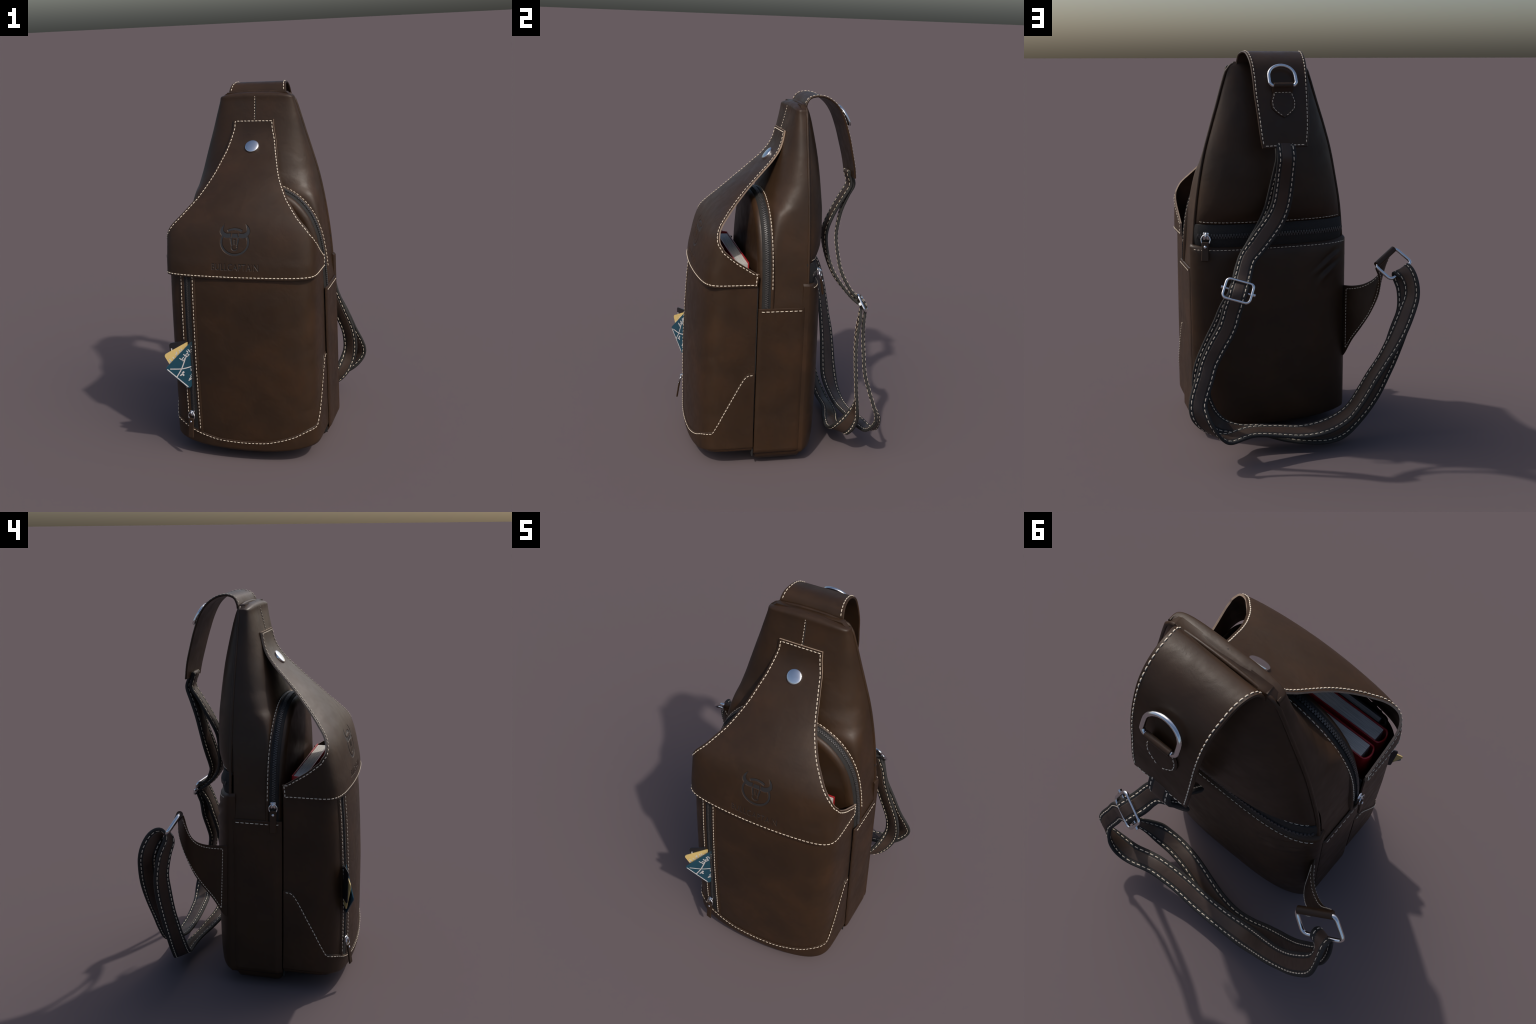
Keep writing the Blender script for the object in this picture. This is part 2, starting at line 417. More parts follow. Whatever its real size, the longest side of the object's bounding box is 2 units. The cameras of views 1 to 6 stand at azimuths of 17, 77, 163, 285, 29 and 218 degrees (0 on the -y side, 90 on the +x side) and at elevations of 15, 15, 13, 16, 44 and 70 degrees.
# zip strip between them, set back
zs = np.linspace(1.025, 1.145, 9); us = np.linspace(-1, 1, 61)
YZ = lambda u: back_y(u, .086, 3.4, 1.8, .082)
G = np.array([[[X0+u*.393, YZ(u) - .012*((z-1.086)/.06)**2, z] for u in us] for z in zs])
sheet('back_zip_tape', G, .01, TAPE, BAG, toward=(X0, 0, 1.08))
path = np.array([[X0+u*.393, YZ(u)+.001, 1.089] for u in np.linspace(-.985, .985, 90)])
nr = np.array([unit(V3(np.sign(u)*abs(u)**2*.8, 1, 0)) for u in np.linspace(-.985, .985, 90)])
teeth = Bits(); add_teeth(teeth, path, nr, pitch=.0140, tw=.0115, th=.005)
teeth.build('back_zip_teeth', TOOTH, BAG, flat=True)
for zc, B, ne, me_, y0, w in ((1.158, .112, 2.8, 1.5, .080, WU), (1.016, .092, 3.6, 1.7, .080, WP)):
    u = np.linspace(-.965, .965, 120)
    p = np.stack([X0+u*float(w(zc)), back_y(u, float((BU if zc > 1.1 else BP)(zc)), ne, me_, y0), np.full(120, zc)+.004*np.abs(u)**6], 1)
    nn = np.stack([u*.35, np.full(120, 1.), np.full(120, -.6 if zc > 1.1 else .6)], 1)
    add_stitches(stitches, p, unit(nn), pitch=.0195, length=.0135, w=.0034, lift=.002)

# ------------------------------------------------------------------ arched zip and domed front of the main compartment
arch_half = [(.409, .86), (.4085, .932), (.398, 1.08), (.373, 1.216), (.330, 1.318), (.258, 1.401), (.165, 1.453), (.08, 1.474), (0, 1.480)]
ah = spline(arch_half, 90); ARCH = np.vstack([ah, (ah*[-1, 1])[::-1][1:]])          # (dx, z)
at_ = unit(np.gradient(ARCH, axis=0)); an = np.stack([-at_[:, 1], at_[:, 0]], 1)
if np.dot(an[0], [1, 0]) < 0: an = -an                                              # outward
def arch_pts(off, y): Q = ARCH + an*off; return np.stack([X0+Q[:, 0], np.full(len(Q), y), Q[:, 1]], 1)
prof = [(-.004, -.110), (.001, -.124), (.0005, -.135), (-.001, -.146), (-.004, -.158), (-.010, -.168), (-.02, -.172)]
G = np.array([arch_pts(o, y) for o, y in prof])
sheet('arch_zip_tape', G, .008, TAPE, BAG, toward=(X0, -.1, 1.0))
teeth = Bits(); nar = np.stack([an[:, 0], np.full(len(an), -.25), an[:, 1]], 1)
add_teeth(teeth, arch_pts(.0015, -.146)[6:-6], unit(nar)[6:-6], pitch=.0115, tw=.0085, th=.0035)
teeth.build('arch_zip_teeth', TOOTH, BAG, flat=True)
# stitched lip of the gusset outside the zip
lip = [(-.012, -.100), (.003, -.108), (.006, -.114), (.005, -.121), (.0005, -.1245), (-.008, -.122)]
sheet('zip_lip', np.array([arch_pts(o, y) for o, y in lip]), .004, BROWN, BAG, toward=(X0, -.1, 1.0))
add_stitches(stitches, arch_pts(.0062, -.1155)[16:-16], unit(np.stack([an[:, 0], np.full(len(an), -.6), an[:, 1]], 1))[16:-16], pitch=.0205, length=.0145, w=.0042, lift=.0008)
# dome
DY = lambda d: -.166 - .026*np.sqrt(np.clip(1-(1-np.clip(d/.035, 0, 1))**2, 0, 1)) - .008*smooth(0, .2, d)
spine = np.stack([np.zeros(len(ARCH)), np.minimum(ARCH[:, 1], 1.16)], 1)
G = []
for r in np.r_[0, np.linspace(.004, 1, 50)**2.2]:
    s0 = ARCH - an*.012; Q = s0 + (spine - s0)*r; d = np.linalg.norm(spine - s0, axis=1)*r
    G.append(np.stack([X0+Q[:, 0], DY(d), Q[:, 1]], 1))
new_obj('front_panel', np.array(G).reshape(-1, 3), grid_faces(len(G), len(ARCH)), BROWN, BAG, fix=False)

# ------------------------------------------------------------------ front pocket
class Wrap:
    """a flat sheet (s, z) wrapped round the rounded front of the bag"""
    def __init__(s, a, deep=.25, bow=.035, n=7):
        u = 1-(1-np.linspace(0, 1, 400))**4
        drop = bow*u**2 + deep*(1-np.clip(1-u**n, 0, 1)**(1/n))
        pts = np.vstack([np.stack([u*a, drop], 1), [[a, bow+deep+.25]]])
        s.pts = np.vstack([pts[:-1], np.stack([np.full(30, a), np.linspace(bow+deep, bow+deep+.25, 31)[1:]], 1)])
        s.s = np.r_[0, np.cumsum(np.linalg.norm(np.diff(s.pts, axis=0), axis=1))]
    def at(s, q):
        k = np.abs(q); return np.sign(q)*np.interp(k, s.s, s.pts[:, 0]), np.interp(k, s.s, s.pts[:, 1])
    def s_of_dx(s, dx): return float(np.interp(dx, s.pts[:, 0][:399], s.s[:399]))
    def s_of_drop(s, d): return float(np.interp(d, s.pts[:, 1], s.s))

PK = Wrap(.407, bow=.048, deep=.24)
PKX = X0 - .006
YP = table((0, -.496), (.06, -.505), (.15, -.511), (.3, -.513), (.5, -.513), (.7, -.507), (.9, -.497), (1.05, -.486), (1.15, -.484))
def pocket(s, z, off=0.0):
    dx, d = PK.at(s); y = YP(z) + d
    p = np.stack(np.broadcast_arrays(PKX+dx, y, z), -1).astype(float)
    if off:
        e = 1e-3; dx2, d2 = PK.at(s+e); tx, ty = (dx2-dx)/e, (d2-d)/e
        n = unit(np.stack([np.broadcast_to(ty, p.shape[:-1])*1.0, -np.broadcast_to(tx, p.shape[:-1]), np.zeros(p.shape[:-1])], -1))
        p = p + n*off
    return p
def pocket_n(s, z):
    e = 1e-3; dx, d = PK.at(s); dx2, d2 = PK.at(s+e); return unit(V3((d2-d)/e, -(dx2-dx)/e, 0))
SB = lambda z, y=-.196: PK.s_of_drop(y - float(YP(z)))
rows = []
for z in np.r_[np.linspace(.105, .30, 9), np.linspace(.33, 1.045, 30)]:
    sb = SB(z); t = np.linspace(-1, 1, 181); rows.append(pocket(t*sb, z))
foot = rows[0]; c = V3(X0, -.33, 0); low = []
for a in np.linspace(.12, 1, 9)*math.pi/2:
    f = 1 - .10*(1-math.cos(a)); q = c + (foot-c)*[f, f, 0]; q[:, 1] = np.minimum(q[:, 1], -.19); q[:, 2] = .105 - .022*math.sin(a); low.append(q)
for f, z in ((.72, .060), (.4, .040), (.02, .030)):
    q = c + (foot-c)*[f, f, 0]; q[:, 1] = np.minimum(q[:, 1], -.19); q[:, 2] = z; low.append(q)
rows = low[::-1] + rows
P = np.array(rows)
sheet('front_pocket', P, .010, BROWN, BAG, toward=(X0, -.30, .5), lining=LINING)
G = np.array([[[X0+x, -.197, z] for x in np.linspace(-.40, .40, 20)] for z in np.linspace(.06, 1.03, 10)])
sheet('pocket_back_wall', G, .006, LINING, BAG, toward=(X0, 0, .5), round_rim=False)

# base trim, its upper edge dips on the front and climbs at the sides
def trim_top(s):
    s = abs(s); dx, d = PK.at(s); y = -.508 + d
    if dx < .385: return float(table((0, .122), (.12, .126), (.2, .141), (.29, .168), (.35, .196), (.385, .208))(dx))
    return float(table((-.46, .208), (-.418, .211), (-.383, .268), (-.356, .325), (-.301, .432), (-.262, .505), (-.240, .537), (-.222, .548), (-.195, .549))(y))
sb = SB(.3)
def foot_z(s):
    dx, d = PK.at(abs(s)); return .083 + .036*(abs(float(dx))/.405)**3
ss = np.linspace(-sb, sb, 321); rows = []
for v in np.linspace(0, 1, 24):
    row = []
    for s in ss:
        zt = trim_top(s); zf = foot_z(s); z = zf + (zt-zf)*v
        row.append(pocket(s, z, .0055 - .0035*max(0, (v-.93)/.07)**2))
    rows.append(np.array(row))
foot = rows[0]; low = []
for a in np.linspace(.12, 1, 10)*math.pi/2:
    f = 1 - .060*(1-math.cos(a)); q = c + (foot-c)*[f, f, 0]; q[:, 2] = foot[:, 2] - .020*math.sin(a); low.append(q)
edge_z = low[-1][:, 2].copy()
for f in (.75, .45, .02):
    q = c + (foot-c)*[f, f, 0]; q[:, 2] = edge_z*(f/.94)**2; low.append(q)
sheet('base_trim', np.array(low[::-1] + rows), .0045, BROWN, BAG, toward=(X0, -.3, .6))
p = np.array([pocket(s, trim_top(s)-.010, .0052) for s in np.linspace(-sb+.008, sb-.008, 700)])
nn = np.array([pocket_n(s, .2) for s in np.linspace(-sb+.008, sb-.008, 700)])
add_stitches(stitches, resample(p, 900), nn[np.clip((np.arange(900)*700/900).astype(int), 0, 699)], pitch=.0205, length=.0145, w=.0042)

# front zip (beside the card slot)
def fx(x): return math.copysign(PK.s_of_dx(abs(x-PKX)), x-PKX)
zs = np.linspace(.150, 1.045, 60)
def zip_line(x, off): return np.array([pocket(fx(x), z, off) for z in zs])
bow = .006*np.exp(-((zs-.52)/.13)**2)
sheet('pocket_zip_tape', np.array([[pocket(fx(x), z, .0022) for x in np.linspace(-.196, -.150, 8)] for z in zs]), .003, TAPE, BAG, toward=(X0, -.3, .5))
for x0, x1, sg in ((-.222, -.190, 1), (-.157, -.126, -1)):
    G = np.array([[pocket(fx(x), z, .0008 + .0042*math.sin(math.pi*min(max((x-x0)/(x1-x0), 0), 1))**.5) for x in np.linspace(x0, x1, 9)] for z in zs])
    sheet('zip_welt', G, .002, BROWN, BAG, toward=(X0, -.3, .5))
    p = np.array([pocket(fx((x0+x1)/2 - .002*sg), z, .0046) for z in np.linspace(.19 if sg > 0 else .165, 1.04, 120)])
    add_stitches(stitches, p, pocket_n(fx(-.17), .5), pitch=.0205, length=.0145, w=.0040, lift=.0012)
teeth = Bits()
def tooth_path(z): return -.1735 + .010*math.exp(-((z-.52)/.11)**2)
p = np.array([pocket(fx(tooth_path(z)), z, .0045) for z in np.linspace(.27, 1.04, 90)])
add_teeth(teeth, p, pocket_n(fx(-.17), .5), pitch=.0095, tw=.0055, th=.003); teeth.build('pocket_zip_teeth', TOOTH, BAG, flat=True)
# the mouth of the slot, where the zip gapes round the cards
G = np.array([[pocket(fx(-.176 + .015*e*math.sin(math.pi*v)**.7 - .004*math.sin(math.pi*v)), .36+.31*v, .0035) for e in np.linspace(-1, 1, 7)] for v in np.linspace(.01, .99, 40)])
sheet('card_slot', G, .002, LINING, BAG, toward=(X0, -.3, .5))

# zip pullers: slider, ring, leather tongue, rivet
def puller(c, down, nrm, size=1.0, swing=.15, tongue=.105):
    c = V3(*c); dn = unit(down); n = unit(nrm); b = np.cross(n, dn); k = size
    sl = box('zip_slider', c + n*.006*k, dn*.016*k, b*.0135*k, n*.005*k, STEEL, BAG, bev=.004*k)
    tube('slider_bridge', np.array([c + dn*k*(t*.026-.013) + n*k*(.011 + .009*math.sin(math.pi*t)) for t in np.linspace(0, 1, 12)]), .0036*k, STEEL, sl)
    d2 = unit(dn*math.cos(swing) + n*math.sin(swing)); o = unit(n*math.cos(swing) - dn*math.sin(swing))
    rc = c + n*.016*k + d2*.014*k
    ring = np.array([rc + k*(.0195*math.cos(a)*b + .021*math.sin(a)*d2) for a in np.linspace(0, 2*math.pi, 28, endpoint=False)])
    tube('puller_ring', ring, .0028*k, STEEL, sl, closed=True, sides=8)
    tc_ = rc + d2*.062*k
    v = []
    G = np.array([[rc + d2*k*(.012+tongue*v_) + b*k*.0135*u_*(1 - .06*math.sin(math.pi*v_)) + o*k*(.0055*(1-v_*.3)) for u_ in np.linspace(-1, 1, 7)] for v_ in np.linspace(0, 1, 16)])
    sheet('puller_tongue', G, .009*k, BROWN, sl, toward=tuple(tc_ - o*.05))
    rv = rc + d2*.030*k + o*k*.0055
    dome('puller_rivet', rv, o, .0065*k, .0035*k, STEEL, sl)
    return sl

def dome(name, c, n, r, h, mat, parent, lip=0.0):
    n = unit(n); a = unit(np.cross(n, V3(.3, .2, 1))); b = np.cross(n, a); rows = []
    prof = [(r, -.004), (r, lip)] + [(r*math.cos(t), lip + h*math.sin(t)) for t in np.linspace(.25, math.pi/2-.05, 8)]
    for rr, hh in prof: rows += [c + n*hh + rr*(math.cos(q)*a + math.sin(q)*b) for q in np.linspace(0, 2*math.pi, 32, endpoint=False)]
    f = grid_faces(len(prof), 32, wrap=True) + [tuple((len(prof)-1)*32 + j for j in range(32))]
    return new_obj(name, rows, f, mat, parent, fix=True, angle=50)

puller(pocket(fx(-.180), .256, .004), (0, 0, -1), pocket_n(fx(-.18), .3), 1.0, .16)
puller((X0-.4215, -.146, 1.000), (0, 0, -1), (-1, -.15, 0), 1.05, .06)
puller((X0+.338, float(YZ(.86))+.002, 1.092), (0, 0, -1), (.45, 1, 0), 1.2, .20, .075)

# ------------------------------------------------------------------ flap
FL = Wrap(.4140, n=9)
FLX = X0 - .004
YC = table((1.03, -.4970), (1.1, -.490), (1.15, -.480), (1.23, -.462), (1.287, -.444), (1.343, -.417), (1.394, -.381), (1.431, -.348), (1.5, -.276), (1.551, -.212), (1.608, -.143), (1.653, -.094), (1.715, -.047), (1.76, -.029), (1.82, -.016))
CC = table((1.2, .2), (1.287, .27), (1.343, .38), (1.394, .57), (1.431, .74), (1.5, .9), (1.551, .75), (1.608, .45), (1.7, .2), (1.8, .05), (1.82, 0))
def flap(s, z, off=0.0):
    dx, d = FL.at(s); wl = smooth(1.385, 1.232, z); y = YC(z) + wl*d + (1-wl)*CC(z)*dx**2
    p = V3(FLX+dx, y, z)
    if off: p = p + flap_n(s, z)*off
    return p
def flap_n(s, z):
    e = 2e-3; a = flap(s+e, z) - flap(s-e, z); b = flap(s, z+e) - flap(s, z-e); return unit(np.cross(a, b))
edge_pts = []
for z, dx in ((1.809, .1135), (1.76, .117), (1.715, .129), (1.653, .145), (1.608, .161), (1.551, .182), (1.5, .207), (1.431, .250), (1.394, .281), (1.343, .326), (1.295, .372)):
    edge_pts.append((FL.s_of_dx(dx), z))
edge_pts.append((FL.s_of_dx(.393), 1.263)); edge_pts.append((FL.s_of_dx(.4045), 1.244))
wing = []
for z, y in ((1.230, -.376), (1.212, -.356), (1.170, -.303), (1.135, -.248), (1.106, -.203)):
    wing.append((FL.s_of_drop(y - float(YC(z))), z))
send = FL.s_of_drop(-.194 - float(YC(1.07)))
E = np.vstack([spline(edge_pts, 160), spline([edge_pts[-1]] + wing, 60)[1:]])
ez, es = E[::-1, 1], E[::-1, 0]
def half_s(z): return send if z < 1.104 else min(send, float(np.interp(z, ez, es)))
zb = 1.036
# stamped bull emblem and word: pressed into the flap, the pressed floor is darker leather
EC = (.000, 1.223)            # emblem centre (s, z)
R = .0735; STROKES = []
for a0, a1 in ((58, 122), (-206, 26)):                         # ring, broken by the horns
    a = np.radians(np.linspace(a0, a1, 60 if a1-a0 > 90 else 24)); STROKES.append((np.stack([R*np.cos(a), R*np.sin(a)-.002], 1), .0120))
for sx in (-1, 1):
    c_ = spline([(sx*.022, .036), (sx*.047, .034), (sx*.069, .050), (sx*.072, .070), (sx*.058, .100)], 40)
    STROKES.append((c_, np.interp(np.linspace(0, 1, 40), [0, .3, .55, .8, 1], [.023, .024, .020, .011, .001])))
    STROKES.append((spline([(sx*.020, .021), (sx*.017, -.002), (sx*.013, -.022)], 14), np.linspace(.011, .008, 14)))
    STROKES.append((spline([(sx*.0035, .013), (sx*.004, -.004), (sx*.004, -.018)], 8), .0045))
STROKES.append((spline([(0, .047), (0, .034), (0, .023)], 10), np.linspace(.030, .040, 10)))
a = np.linspace(math.radians(140), math.radians(400), 34); STROKES.append((np.stack([.0155*np.cos(a), .0155*np.sin(a)-.034], 1), .0062))
STROKES = [(np.stack([p_[:, 0], .05 + (p_[:, 1]-.05)*.88], 1), w_) for p_, w_ in STROKES]
tv, tf = text_mesh('BULLCAPTAIN', .045)
lo, hi = tv.min(0), tv.max(0)
tv = np.stack([-.1265 + (tv[:, 0]-lo[0])/(hi[0]-lo[0])*.255, -.142 + (tv[:, 1]-lo[1])/(hi[1]-lo[1])*.0345], 1)
def strip(path, width):
    P = np.asarray(path, float); T = unit(np.gradient(P, axis=0)); N = np.stack([-T[:, 1], T[:, 0]], 1)
    wv = np.broadcast_to(np.asarray(width, float), (len(P),))[:, None]
    v = np.stack([P - N*wv/2, P + N*wv/2], 1).reshape(-1, 2)
    return v, [(2*i, 2*i+2, 2*i+3, 2*i+1) for i in range(len(P)-1)]
def in_tris(Q, v, f):
    m = np.zeros(len(Q), bool)
    for q in f:
        for k in range(1, len(q)-1):
            A, B, C_ = v[q[0]], v[q[k]], v[q[k+1]]
            lo_, hi_ = np.minimum(np.minimum(A, B), C_)-1e-5, np.maximum(np.maximum(A, B), C_)+1e-5
            i = np.where(((Q > lo_) & (Q < hi_)).all(1) & ~m)[0]
            if len(i) == 0: continue
            p = Q[i]; cr = lambda a_, b_, c_: (b_[0]-a_[0])*(c_[:, 1]-a_[1]) - (b_[1]-a_[1])*(c_[:, 0]-a_[0])
            d1, d2, d3 = cr(A, B, p), cr(B, C_, p), cr(C_, A, p)
            m[i[((d1 >= -1e-12) & (d2 >= -1e-12) & (d3 >= -1e-12)) | ((d1 <= 1e-12) & (d2 <= 1e-12) & (d3 <= 1e-12))]] = True
    return m
def press(S, Z):
    """how deep the die presses at flap coordinates (arrays of the same shape)"""
    Q = np.stack([S-EC[0], Z-EC[1]], -1).reshape(-1, 2); m = np.zeros(len(Q), bool)
    near = (np.abs(Q[:, 0]) < .14) & (Q[:, 1] > -.16) & (Q[:, 1] < .115); i = np.where(near)[0]
    mm = in_tris(Q[i], tv, tf)
    for pth, w in STROKES: mm |= in_tris(Q[i], *strip(pth, w))
    m[i] = mm
    D = m.reshape(S.shape).astype(float)
    for _ in range(1):
        D[1:-1, 1:-1] = .5*D[1:-1, 1:-1] + .125*(D[2:, 1:-1]+D[:-2, 1:-1]+D[1:-1, 2:]+D[1:-1, :-2])
    return D
def flap_row(s, z):
    dx, d = FL.at(s); wl = smooth(1.385, 1.232, z); y = YC(z) + wl*d + (1-wl)*CC(z)*dx**2
    return np.stack([FLX+dx, y, np.full(len(s), z)], 1)
zlist = np.r_[np.linspace(zb, 1.075, 12), np.linspace(1.0765, 1.335, 185), np.linspace(1.340, 1.809, 100)]
core = np.linspace(-1, 1, 201)
S = []; P = []
for z in zlist:
    h = half_s(z); k = min(.135, .62*h); t = np.linspace(0, 1, 46)[1:]; side = k + (h-k)*(1.25*t - .25*t*t)
    s_ = np.r_[-side[::-1], core*k, side]; S.append(s_); P.append(flap_row(s_, z))
S = np.array(S); P = np.array(P); Zg = np.broadcast_to(np.array(zlist)[:, None], S.shape)
Ng = grid_normals(P)
if Ng.reshape(-1, 3).mean(0)[1] > 0: Ng = -Ng
P = P - Ng*(press(S, Zg)*.0026)[..., None]
sheet('flap', P, .0085, BROWN, BAG, toward=(X0, 0, 1.3), rim=RAW, round_rim=False)
floor = Bits()
def stamp(bits, v, f, h):
    bits.add([flap(EC[0]+a, EC[1]+b, h) for a, b in v], [q for q in f])
for pth, w in STROKES:
    v, f = strip(pth, np.maximum(np.asarray(w)-.0022, .0006)); stamp(floor, v, f, -.0018)
stamp(floor, tv, tf, -.0020)
floor.build('emblem', EMBOSS, BAG)
# stitch line: the outline moved inwards
out = [(-send, zb)] + [(s, zb) for s in np.linspace(-send, send, 60)[1:-1]] + [(send, zb), (send, 1.075), (send, 1.106)]
out += [(half_s(z), z) for z in np.linspace(1.112, 1.805, 140)] + [(half_s(1.809), 1.809)]
out += [(s, 1.809) for s in np.linspace(.105, -.105, 20)]
out += [(-half_s(1.809), 1.809)] + [(-half_s(z), z) for z in np.linspace(1.805, 1.112, 140)] + [(-send, 1.106), (-send, 1.075)]
out = np.array(out); inset = .0095
t = unit(np.roll(out, -1, 0) - np.roll(out, 1, 0)); nn2 = np.stack([-t[:, 1], t[:, 0]], 1)
ins = out + nn2*inset
good = np.ones(len(ins), bool)
for i, q in enumerate(ins):
    if np.min(np.linalg.norm(out-q, axis=1)) < inset*.80: good[i] = False
ins = ins[good]; ins = np.vstack([ins, ins[:1]])
ins = resample(ins, 1500)
p = np.array([flap(s, z) for s, z in ins]); nf = np.array([flap_n(s, z) for s, z in ins])
fb = Bits(); add_stitches(fb, p, nf, pitch=.0205, length=.0148, w=.0050, h=.0032)
fb.build('flap_stitching', THREAD, BAG)
c = flap(.004, 1.668); dome('rivet', c, flap_n(.004, 1.668), .0385, .007, STEEL, BAG, lip=.007)

# ------------------------------------------------------------------ strap tab on top
tabA = [(.266, .080, 1.935), (.263, .081, 1.954), (.258, .100, 1.986), (.251, .140, 2.0), (.247, .190, 1.997), (.245, .232, 1.979), (.243, .275, 1.941), (.242, .309, 1.881), (.241, .341, 1.793), (.234, .367, 1.699), (.227, .390, 1.604), (.220, .398, 1.553)]
tabB = [(-.064, .086, 1.932), (-.062, .089, 1.950), (-.054, .108, 1.984), (-.045, .145, 1.998), (-.039, .190, 1.995), (-.035, .232, 1.977), (-.030, .272, 1.946), (-.025, .309, 1.893), (-.019, .342, 1.810), (-.015, .367, 1.725), (-.009, .389, 1.640), (.002, .403, 1.557)]
SA = spline(tabA, 90); SBd = spline(tabB, 90)
TG = np.array([[SA[i] + (SBd[i]-SA[i])*t for t in np.linspace(-.004, 1.004, 33)] for i in range(90)])
TG[:, :, 2] -= TG[:, :, 2].max() - 2.0
sheet('strap_tab', TG, .010, BROWN, BAG, toward=(X0, .12, 1.6))
TN = grid_normals(TG)
if TN[60, 16, 1] < 0: TN = -TN
tb = Bits()
for j in (1, 31): add_stitches(tb, TG[3:88, j], TN[3:88, j], pitch=.0195, length=.0138, w=.0044)
add_stitches(tb, TG[88, 2:31], TN[88, 2:31], pitch=.0195, length=.0138, w=.0044)
tb.build('tab_stitching', THREAD, BAG)

def tab_at(x, z):
    i = np.argmin(np.abs(TG[40:, 16, 2] - z)) + 40; j = int(np.argmin(np.abs(TG[i, :, 0] - x)))
    # refine along z
    zz = TG[40:, j, 2][::-1]; y = np.interp(z, zz, TG[40:, j, 1][::-1]); nrm = np.array([np.interp(z, zz, TN[40:, j, k][::-1]) for k in range(3)])
    return V3(x, y, z), unit(nrm)
# D ring on the tab
q, n_ = tab_at(X0, 1.842); up = unit(V3(0, -.33, .94)); rx = V3(1, 0, 0); cD = q + n_*.028
dpts = [(-.055, -.012), (-.0655, 0), (-.0655, .03)] + [(.0655*math.cos(a), 0.034+.056*math.sin(a)) for a in np.linspace(math.pi-.2, .2, 14)] + [(.0655, .03), (.0655, 0), (.055, -.012), (0, -.012)]
tube('d_ring', resample(np.array([cD + rx*a + up*b - n_*max(0, b)*.16 for a, b in dpts + dpts[:1]]), 90)[:-1], .0085, STEEL, BAG, closed=True)
lp = [q + n_*.004 - up*.045]
loop = [(-.034, .010), (-.020, .030), (0, .036), (.014, .030), (.016, .012), (.004, .0)]
G = np.array([[cD - up*.012 + rx*x + up*(.0135*math.cos(a)) + n_*(.0135*math.sin(a)) for x in np.linspace(-.047, .047, 9)] for a in np.linspace(-.3, 2.6, 16)])
sheet('ring_loop', G, .004, BROWN, BAG, toward=tuple(cD - up*.012))
pw = table((0, .049), (.25, .051), (.5, .062), (.68, .058), (.85, .035), (1, .002)); rows = []
for v in np.linspace(0, 1, 30):
    z = 1.832 - .142*v; w = float(pw(v)); row = []
    for u in np.linspace(-1, 1, 15):
        b, nb = tab_at(X0+u*w*.98, z); row.append(b + nb*(.0085 + .016*(1-smooth(0, .25, v)) - .002*abs(u)**8))
    rows.append(row)
sheet('ring_patch', np.array(rows), .005, BROWN, BAG, toward=(X0, 0, 1.76))
rim_ = [(u, .16) for u in np.linspace(-.9, .9, 20)] + [(.9, v) for v in np.linspace(.2, .93, 30)] + [(-.9, v) for v in np.linspace(.93, .2, 30)]
def patch_pt(u, v): b, nb = tab_at(X0+u*(float(pw(v))-.006)*1.0, 1.832-.142*v); return b + nb*(.0088 + .016*(1-smooth(0, .25, v)))
segs = [[(u, .20) for u in np.linspace(-.95, .95, 20)], [(.97, v) for v in np.linspace(.22, .94, 30)], [(-.97, v) for v in np.linspace(.22, .94, 30)]]
pb = Bits()
for sg in segs: add_stitches(pb, np.array([patch_pt(u, v) for u, v in sg]), n_, pitch=.0155, length=.0105, w=.003)
pb.build('patch_stitching', THREAD, BAG)

# ------------------------------------------------------------------ shoulder strap: one ribbon, two edges
EA = []; EB = []
def st(a, b): EA.append(a); EB.append(b)
# inner run from the buckle's middle bar up to the tab
st((.400, .415, .872), (.318, .446, .852)); st((.372, .372, .905), (.290, .402, .885)); st((.359, .340, .942), (.276, .366, .918)); st((.323, .296, 1.005), (.240, .318, .975)); st((.280, .270, 1.062), (.196, .288, 1.032))
st((.232, .258, 1.135), (.140, .268, 1.105)); st((.195, .258, 1.200), (.100, .258, 1.185)); st((.176, .270, 1.262), (.080, .263, 1.252)); st((.166, .310, 1.352), (.070, .310, 1.350)); st((.161, .364, 1.441), (.066, .360, 1.441))
st((.159, .397, 1.498), (.063, .396, 1.498)); st((.158, .386, 1.545), (.062, .386, 1.545)); st((.157, .372, 1.580), (.061, .372, 1.580)); st((.156, .388, 1.572), (.060, .388, 1.572))
# outer run down to the buckle
st((.155, .409, 1.528), (.060, .412, 1.528)); st((.154, .413, 1.495), (.060, .418, 1.495)); st((.152, .386, 1.447), (.059, .398, 1.435)); st((.151, .350, 1.361), (.058, .371, 1.350)); st((.162, .327, 1.272), (.068, .352, 1.252)); st((.191, .313, 1.212), (.095, .345, 1.170))
st((.237, .309, 1.151), (.139, .344, 1.104)); st((.291, .312, 1.074), (.195, .344, 1.042)); st((.330, .326, 1.016), (.245, .352, .998)); st((.362, .362, .950), (.278, .388, .925)); st((.378, .384, .920), (.293, .420, .900))
st((.408, .430, .882), (.320, .466, .860)); st((.422, .432, .830), (.335, .464, .808)); st((.437, .424, .784), (.345, .452, .770)); st((.461, .419, .690), (.370, .449, .695)); st((.509, .412, .608), (.418, .442, .602))
st((.548, .412, .525), (.463, .437, .518)); st((.573, .428, .455), (.487, .449, .450)); st((.605, .449, .378), (.516, .465, .378)); st((.618, .462, .330), (.535, .487, .318)); st((.610, .470, .283), (.526, .508, .268))
st((.572, .458, .222), (.494, .530, .212)); st((.505, .446, .170), (.458, .538, .158)); st((.435, .434, .150), (.425, .534, .132))
